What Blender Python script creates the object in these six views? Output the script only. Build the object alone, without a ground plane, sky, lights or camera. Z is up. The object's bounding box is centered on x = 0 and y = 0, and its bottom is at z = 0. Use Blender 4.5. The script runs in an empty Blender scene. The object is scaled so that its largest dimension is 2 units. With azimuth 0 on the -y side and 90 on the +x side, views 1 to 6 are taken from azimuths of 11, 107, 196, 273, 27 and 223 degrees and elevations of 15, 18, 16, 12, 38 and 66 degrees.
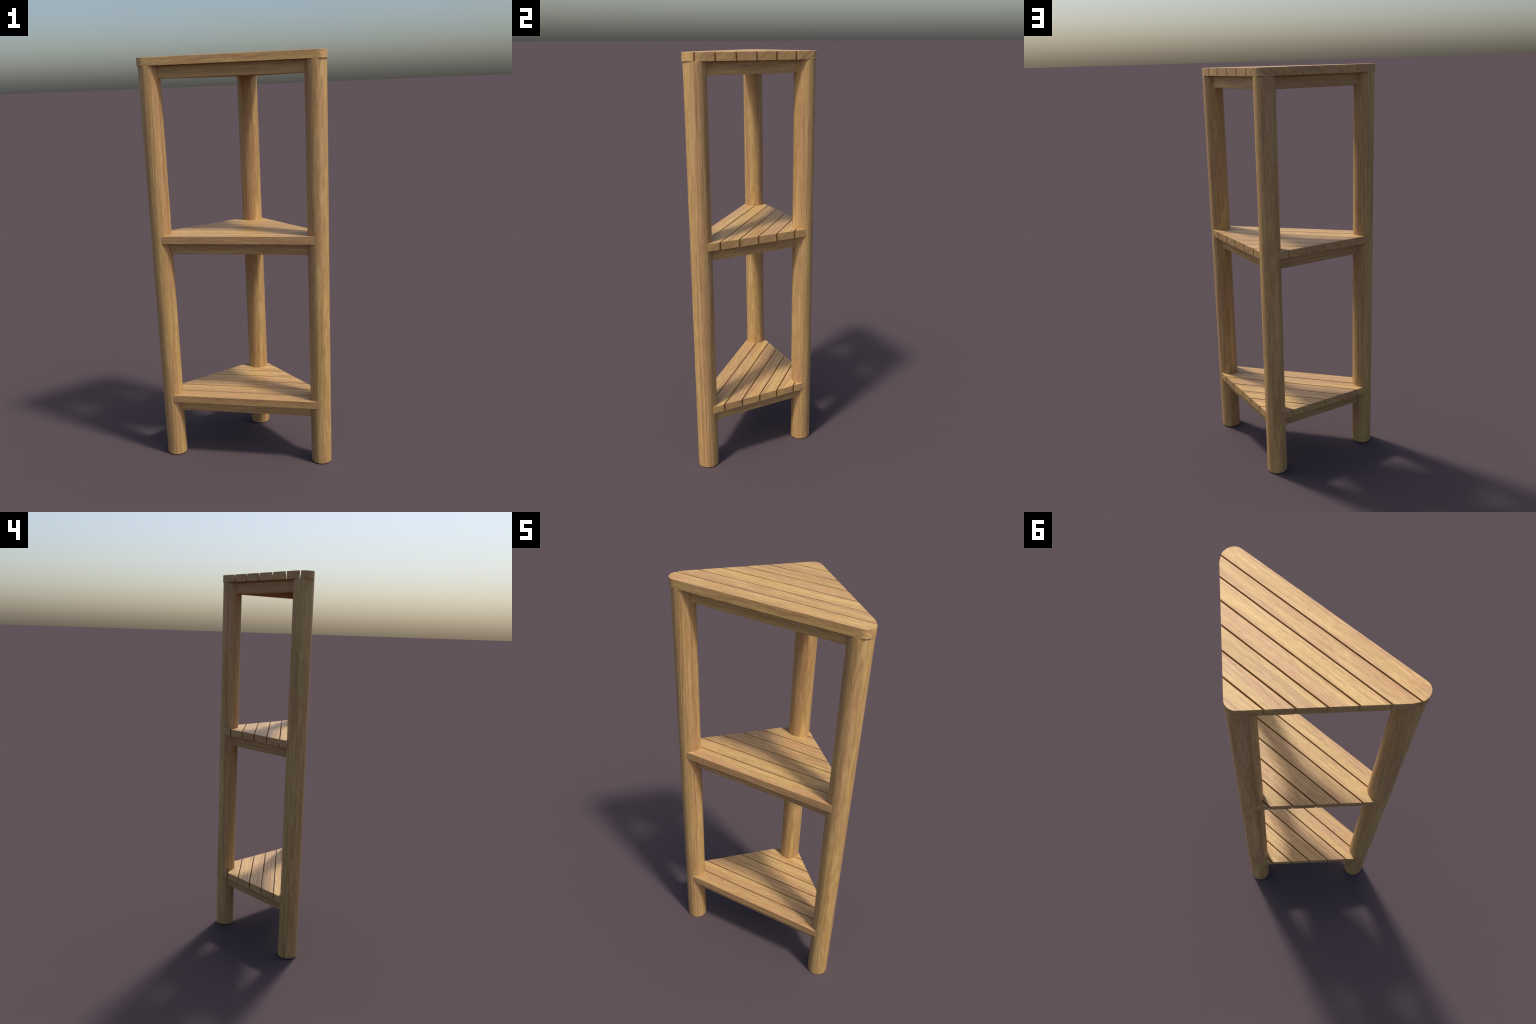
"""Tall triangular corner shelf of oiled hardwood: three round legs, three tiers
of seven planks each, and a ring of three rails under every tier."""
import bpy, bmesh, math, random
from mathutils import Vector, Matrix

random.seed(7)

# ------------------------------------------------------------------ sizes (m)
FRONT_Y = -0.2401            # front edge of every tier
SIDE_C, SIDE_M = 0.2577, 0.984   # side edges: y = SIDE_C - SIDE_M * |x|
LEG_R = 0.0502
LEG_XY = {"left": (-0.3817, -0.1905), "right": (0.3817, -0.1905), "back": (-0.0003, 0.1883)}
TIERS = [("top", 2.0000), ("middle", 1.1748), ("bottom", 0.3401)]   # upper faces
BOARD = 0.0378               # plank thickness
PLANKS = 7
PITCH = 0.06865
GAP = 0.0051
RAIL_H, RAIL_T = 0.0576, 0.038
RAIL_IN = 0.0325             # rail face set back from the tier's edge
LEG_TOP = TIERS[0][1] - BOARD + 0.0006


# ------------------------------------------------------------------ material
def wood(name, tilt, seed, slow=1.0, flame=0.085, fine=1.0, lines=0.5, streaks=0.36, ring=105.0):
    """Straight-grained hardwood; grain runs along the object's local X.  Growth
    layers are planes turned by `tilt` about X, bent by slow noise."""
    m = bpy.data.materials.new(name)
    m.use_nodes = True
    nt = m.node_tree
    nt.nodes.clear()
    N, L = nt.nodes.new, nt.links.new

    def math_(op, a, b=None, c=None):
        n = N("ShaderNodeMath"); n.operation = op
        for i, v in enumerate((a, b, c)):
            if v is None: continue
            if isinstance(v, (int, float)): n.inputs[i].default_value = v
            else: L(v, n.inputs[i])
        return n.outputs[0]

    def noise(vec, scale, detail, rough=0.5, dist=0.0, dims="3D"):
        n = N("ShaderNodeTexNoise"); n.noise_dimensions = dims
        n.inputs["Scale"].default_value = scale
        n.inputs["Detail"].default_value = detail
        n.inputs["Roughness"].default_value = rough
        n.inputs["Distortion"].default_value = dist
        L(vec, n.inputs["W" if dims == "1D" else "Vector"])
        return n.outputs["Fac"]

    def stretch(vec, sx, sy, sz, loc=(0, 0, 0)):
        n = N("ShaderNodeMapping")
        n.inputs["Scale"].default_value = (sx, sy, sz)
        n.inputs["Location"].default_value = loc
        L(vec, n.inputs["Vector"])
        return n.outputs[0]

    def ramp(fac, stops):
        n = N("ShaderNodeValToRGB")
        e = n.color_ramp.elements
        e[0].position, e[0].color = stops[0]
        e[1].position, e[1].color = stops[1]
        for p, c in stops[2:]:
            k = e.new(p); k.color = c
        L(fac, n.inputs[0])
        return n.outputs[0]

    def mix(fac, a, b, mode="MIX"):
        n = N("ShaderNodeMix"); n.data_type = "RGBA"; n.blend_type = mode
        n.clamp_factor = True
        if isinstance(fac, (int, float)): n.inputs[0].default_value = fac
        else: L(fac, n.inputs[0])
        for i, v in ((6, a), (7, b)):
            if isinstance(v, tuple): n.inputs[i].default_value = v
            else: L(v, n.inputs[i])
        return n.outputs[2]

    def grey(v): return (v, v, v, 1.0)

    tc = N("ShaderNodeTexCoord")
    oi = N("ShaderNodeObjectInfo")
    # every piece is cut from another place in the tree
    off = N("ShaderNodeCombineXYZ")
    L(math_("MULTIPLY", oi.outputs["Random"], 31.7), off.inputs[0])
    L(math_("MULTIPLY", oi.outputs["Random"], 17.3), off.inputs[1])
    L(math_("MULTIPLY", oi.outputs["Random"], 11.9), off.inputs[2])
    add = N("ShaderNodeVectorMath"); add.operation = "ADD"
    L(tc.outputs["Object"], add.inputs[0]); L(off.outputs[0], add.inputs[1])
    rot = N("ShaderNodeVectorRotate"); rot.rotation_type = "X_AXIS"
    rot.inputs["Angle"].default_value = tilt
    L(add.outputs[0], rot.inputs["Vector"])
    p = rot.outputs[0]

    sep = N("ShaderNodeSeparateXYZ"); L(p, sep.inputs[0])
    across = sep.outputs[1]                       # position across the growth layers
    s = seed * 3.1
    bend = noise(stretch(p, 1.6 * slow, 9, 9, (s, 0, s)), 1.0, 2.0, 0.45)
    wig = noise(stretch(p, 9, 40, 40, (0, s, 0)), 1.0, 2.0)
    t = math_("ADD", across, math_("MULTIPLY", math_("SUBTRACT", bend, 0.5), flame))
    t = math_("ADD", t, math_("MULTIPLY", math_("SUBTRACT", wig, 0.5), 0.008))
    rings = noise(t, ring, 4.0, 0.66, 0.0, "1D")          # 1 - 12 mm growth bands
    broad = noise(t, 24.0, 1.0, 0.5, 0.0, "1D")           # wide heart/sap bands
    patch = noise(stretch(p, 2.2, 14, 14, (0, 0, s)), 1.0, 2.0)
    streak = noise(stretch(p, 5 * slow, 105, 24, (s, s, s)), 1.0, 3.0, 0.6)
    fleck = noise(stretch(p, 36 * slow, 300, 60), 1.0, 2.0, 0.55)
    fibre = noise(stretch(p, 11 * slow, 270, 70), 1.0, 3.0, 0.6)
    pores = noise(stretch(p, 26 * slow, 520, 160, (s, s, 0)), 1.0, 1.0)

    honey = (0.540, 0.338, 0.123, 1)
    rosy = (0.478, 0.274, 0.119, 1)
    brown = (0.308, 0.154, 0.059, 1)
    cream = (0.592, 0.414, 0.187, 1)

    blend = math_("ADD", math_("MULTIPLY", broad, 0.6), math_("MULTIPLY", patch, 0.4))
    tone = math_("FRACT", math_("MULTIPLY", oi.outputs["Random"], 7.31))
    blend = math_("ADD", blend, math_("MULTIPLY_ADD", tone, 0.12, -0.07))
    col = mix(ramp(blend, [(0.40, grey(0)), (0.56, grey(1))]), honey, rosy)
    col = mix(math_("MULTIPLY", ramp(rings, [(0.50, grey(0)), (0.72, grey(1))]), 0.50), col, brown)
    col = mix(math_("MULTIPLY", ramp(rings, [(0.26, grey(1)), (0.45, grey(0))]), 0.55), col, cream)
    # a few thin reddish late-wood lines
    line = ramp(rings, [(0.655, grey(0)), (0.685, grey(1)), (0.71, grey(1)), (0.75, grey(0))])
    where = ramp(patch, [(0.50, grey(0)), (0.62, grey(1))])
    lm = N("ShaderNodeMix"); lm.data_type = "RGBA"; lm.blend_type = "MULTIPLY"
    lm.inputs[0].default_value = 1.0
    L(line, lm.inputs[6]); L(where, lm.inputs[7])
    col = mix(math_("MULTIPLY", lm.outputs[2], lines), col, (0.30, 0.115, 0.055, 1))
    # fibres and pores
    col = mix(1.0, col, ramp(fibre, [(0.28, grey(1 - 0.15 * fine)), (0.72, grey(1 + 0.12 * fine))]), "MULTIPLY")
    col = mix(math_("MULTIPLY", ramp(streak, [(0.50, grey(0)), (0.68, grey(1))]), streaks), col, brown)
    col = mix(math_("MULTIPLY", ramp(streak, [(0.32, grey(1)), (0.47, grey(0))]), 0.40), col, cream)
    col = mix(1.0, col, ramp(fleck, [(0.30, (1 - 0.13 * fine, 1 - 0.16 * fine, 1 - 0.18 * fine, 1)), (0.70, (1 + 0.10 * fine, 1 + 0.10 * fine, 1 + 0.08 * fine, 1))]), "MULTIPLY")
    col = mix(math_("MULTIPLY", ramp(pores, [(0.62, grey(0)), (0.72, grey(1))]), 0.28), col, brown)
    # board-to-board variation
    hsv = N("ShaderNodeHueSaturation")
    L(col, hsv.inputs["Color"])
    L(math_("MULTIPLY_ADD", oi.outputs["Random"], 0.13, 0.925), hsv.inputs["Value"])
    hsv.inputs["Saturation"].default_value = 1.0

    b = N("ShaderNodeBsdfPrincipled")
    L(hsv.outputs[0], b.inputs["Base Color"])
    L(math_("MULTIPLY_ADD", fibre, 0.16, 0.42), b.inputs["Roughness"])
    b.inputs["Specular IOR Level"].default_value = 0.45
    bump = N("ShaderNodeBump")
    bump.inputs["Strength"].default_value = 0.25
    bump.inputs["Distance"].default_value = 0.0006
    L(fibre, bump.inputs["Height"])
    L(bump.outputs[0], b.inputs["Normal"])
    o = N("ShaderNodeOutputMaterial")
    L(b.outputs[0], o.inputs[0])
    return m


WOOD_UP = wood("wood_plank_rising", math.radians(42), 1)
WOOD_DOWN = wood("wood_plank_falling", math.radians(-40), 2, flame=0.12, lines=0.7)
WOOD_RAIL = wood("wood_rail", math.radians(62), 3, lines=0.6)
WOOD_LEG = wood("wood_leg", math.radians(20), 4, slow=0.42, flame=0.10, fine=1.2, lines=0.7, streaks=0.46, ring=125.0)

# ------------------------------------------------------------------ the thing
root = bpy.data.objects.new("corner_shelf", None)
root.empty_display_size = 0.2
bpy.context.collection.objects.link(root)
root["label"] = "tall triangular wooden corner shelf with three slatted tiers"
root["category"] = "corner shelf"


def finish(name, bm, mat, bevel, segs=2, angle=35, matrix=None):
    me = bpy.data.meshes.new(name)
    bmesh.ops.recalc_face_normals(bm, faces=bm.faces)
    bm.to_mesh(me); bm.free()
    me.materials.append(mat)
    for f in me.polygons: f.use_smooth = True
    me.set_sharp_from_angle(angle=math.radians(angle))
    ob = bpy.data.objects.new(name, me)
    bpy.context.collection.objects.link(ob)
    ob.parent = root
    if matrix is not None: ob.matrix_local = matrix
    md = ob.modifiers.new("rounded_edges", "BEVEL")
    md.width = bevel; md.segments = segs
    md.limit_method = "ANGLE"; md.angle_limit = math.radians(angle)
    md.harden_normals = True
    return ob


def prism(outline, z0, z1):
    bm = bmesh.new()
    lo = [bm.verts.new((x, y, z0)) for x, y in outline]
    hi = [bm.verts.new((x, y, z1)) for x, y in outline]
    bm.faces.new(lo[::-1]); bm.faces.new(hi)
    n = len(outline)
    for i in range(n):
        j = (i + 1) % n
        bm.faces.new((lo[i], lo[j], hi[j], hi[i]))
    return bm


# ------------------------------------------------------------------ legs
def leg(xy):
    h = LEG_TOP
    bm = bmesh.new()
    bmesh.ops.create_cone(bm, cap_ends=True, segments=32, radius1=LEG_R, radius2=LEG_R, depth=h,
                          matrix=Matrix.Rotation(math.pi / 2, 4, "Y"))   # along local X
    spin = random.uniform(0, 6.28)
    m = (Matrix.Translation((xy[0], xy[1], h / 2)) @ Matrix.Rotation(-math.pi / 2, 4, "Y")
         @ Matrix.Rotation(spin, 4, "X"))
    finish("leg", bm, WOOD_LEG, 0.0032, 3, 40, m)


# ------------------------------------------------------------------ tier outlines
def side_y(x): return SIDE_C - SIDE_M * abs(x)


def fillet(corner, before, after, r, n):
    """Arc of radius r that rounds `corner` between its two neighbours."""
    c, a, b = Vector(corner), Vector(before), Vector(after)
    u, v = (a - c).normalized(), (b - c).normalized()
    half = u.angle(v) / 2
    mid = c + (u + v).normalized() * (r / math.sin(half))
    p0, p1 = c + u * (r / math.tan(half)), c + v * (r / math.tan(half))
    a0 = math.atan2(*(p0 - mid).yx); a1 = math.atan2(*(p1 - mid).yx)
    while a1 < a0: a1 += 2 * math.pi
    return [(mid.x + r * math.cos(a0 + (a1 - a0) * i / n), mid.y + r * math.sin(a0 + (a1 - a0) * i / n))
            for i in range(n + 1)]


# nose of the front corners of the top: tight at the front edge, easing into the side
CORNER = [(0.386, FRONT_Y), (0.3995, -0.2396), (0.4112, -0.2362), (0.4213, -0.2290), (0.4286, -0.2188),
          (0.4330, -0.2067), (0.4342, -0.1950), (0.4330, -0.1838), (0.4280, -0.1722), (0.4185, -0.1578)]


def rounded_outline():
    xr = (SIDE_C - FRONT_Y) / SIDE_M
    A, B, C = (-xr, FRONT_Y), (xr, FRONT_Y), (0.0, SIDE_C)
    right = CORNER + [(0.4095, side_y(0.4095))]
    return right + fillet(C, B, A, 0.040, 8) + [(-x, y) for x, y in reversed(right)]


def notched_outline():
    """Same triangle, its corners ending inside the legs."""
    un = Vector((-SIDE_M, -1)).normalized() * 0.016         # inwards from the right side edge
    ex, ey = 0.4092, side_y(0.4092)
    bx, by = 0.0385, side_y(0.0385)
    right = [(0.3702, FRONT_Y), (0.3702, FRONT_Y + 0.016), (ex + un.x, ey + un.y), (ex, ey),
             (bx, by), (bx + un.x, by + un.y)]
    return right + [(-x, y) for x, y in reversed(right)]


def clip_y(poly, y0, y1):
    for lim, sign in ((y0, 1), (y1, -1)):
        out = []
        for i, p in enumerate(poly):
            q = poly[(i + 1) % len(poly)]
            dp, dq = sign * (p[1] - lim), sign * (q[1] - lim)
            if dp >= 0: out.append(p)
            if dp * dq < 0:
                k = dp / (dp - dq)
                out.append((p[0] + (q[0] - p[0]) * k, lim))
        poly = out
    # drop coincident neighbours
    res = []
    for p in poly:
        if not res or math.dist(p, res[-1]) > 2e-4: res.append(p)
    if math.dist(res[0], res[-1]) < 2e-4: res.pop()
    return res


def tier(kind, ztop):
    outline = rounded_outline() if kind == "top" else notched_outline()
    for i in range(PLANKS):
        y0 = (i - PLANKS / 2) * PITCH + GAP / 2
        y1 = y0 + PITCH - GAP
        if i == 0: y0 = -1
        if i == PLANKS - 1: y1 = 1
        poly = clip_y(outline, y0, y1)
        cy = (i - (PLANKS - 1) / 2) * PITCH
        poly = [(x, y - cy) for x, y in poly]
        falls = i == 0 or (i == PLANKS - 1 and kind != "top")
        bm = prism(poly, -BOARD / 2, BOARD / 2)
        finish("plank", bm, WOOD_DOWN if falls else WOOD_UP, 0.0013, 2, 35,
               Matrix.Translation((0, cy, ztop - BOARD / 2)))

    # rails: between the legs, set back from the edges
    zt = ztop - BOARD + 0.0006
    zb = ztop - BOARD - RAIL_H
    side_dir = Vector((1, -SIDE_M, 0)).normalized()
    side_n = Vector((SIDE_M, 1, 0)).normalized()
    r, b = Vector((*LEG_XY["right"], 0)), Vector((*LEG_XY["back"], 0))
    runs = [(Vector((-0.35, FRONT_Y + RAIL_IN, 0)), Vector((0.35, FRONT_Y + RAIL_IN, 0)), Vector((0, -1, 0)))]
    edge = Vector((0, SIDE_C, 0)) - side_n * RAIL_IN
    ra = edge + side_dir * ((b - edge).dot(side_dir) + 0.034)
    rb = edge + side_dir * ((r - edge).dot(side_dir) - 0.034)
    runs.append((ra, rb, side_n))
    flip = lambda v: Vector((-v.x, v.y, 0))
    runs.append((flip(rb), flip(ra), flip(side_n)))
    for p, q, nrm in runs:
        length = (q - p).length
        mid = (p + q) / 2 - nrm * (RAIL_T / 2)
        bm = bmesh.new()
        bmesh.ops.create_cube(bm, size=1.0, matrix=Matrix.Diagonal((length, RAIL_T, zt - zb, 1)))
        ang = math.atan2((q - p).y, (q - p).x)
        finish("rail", bm, WOOD_RAIL, 0.003, 3, 35,
               Matrix.Translation((mid.x, mid.y, (zt + zb) / 2)) @ Matrix.Rotation(ang, 4, "Z"))


for key in ("left", "right", "back"):
    leg(LEG_XY[key])
for kind, z in TIERS:
    tier(kind, z)
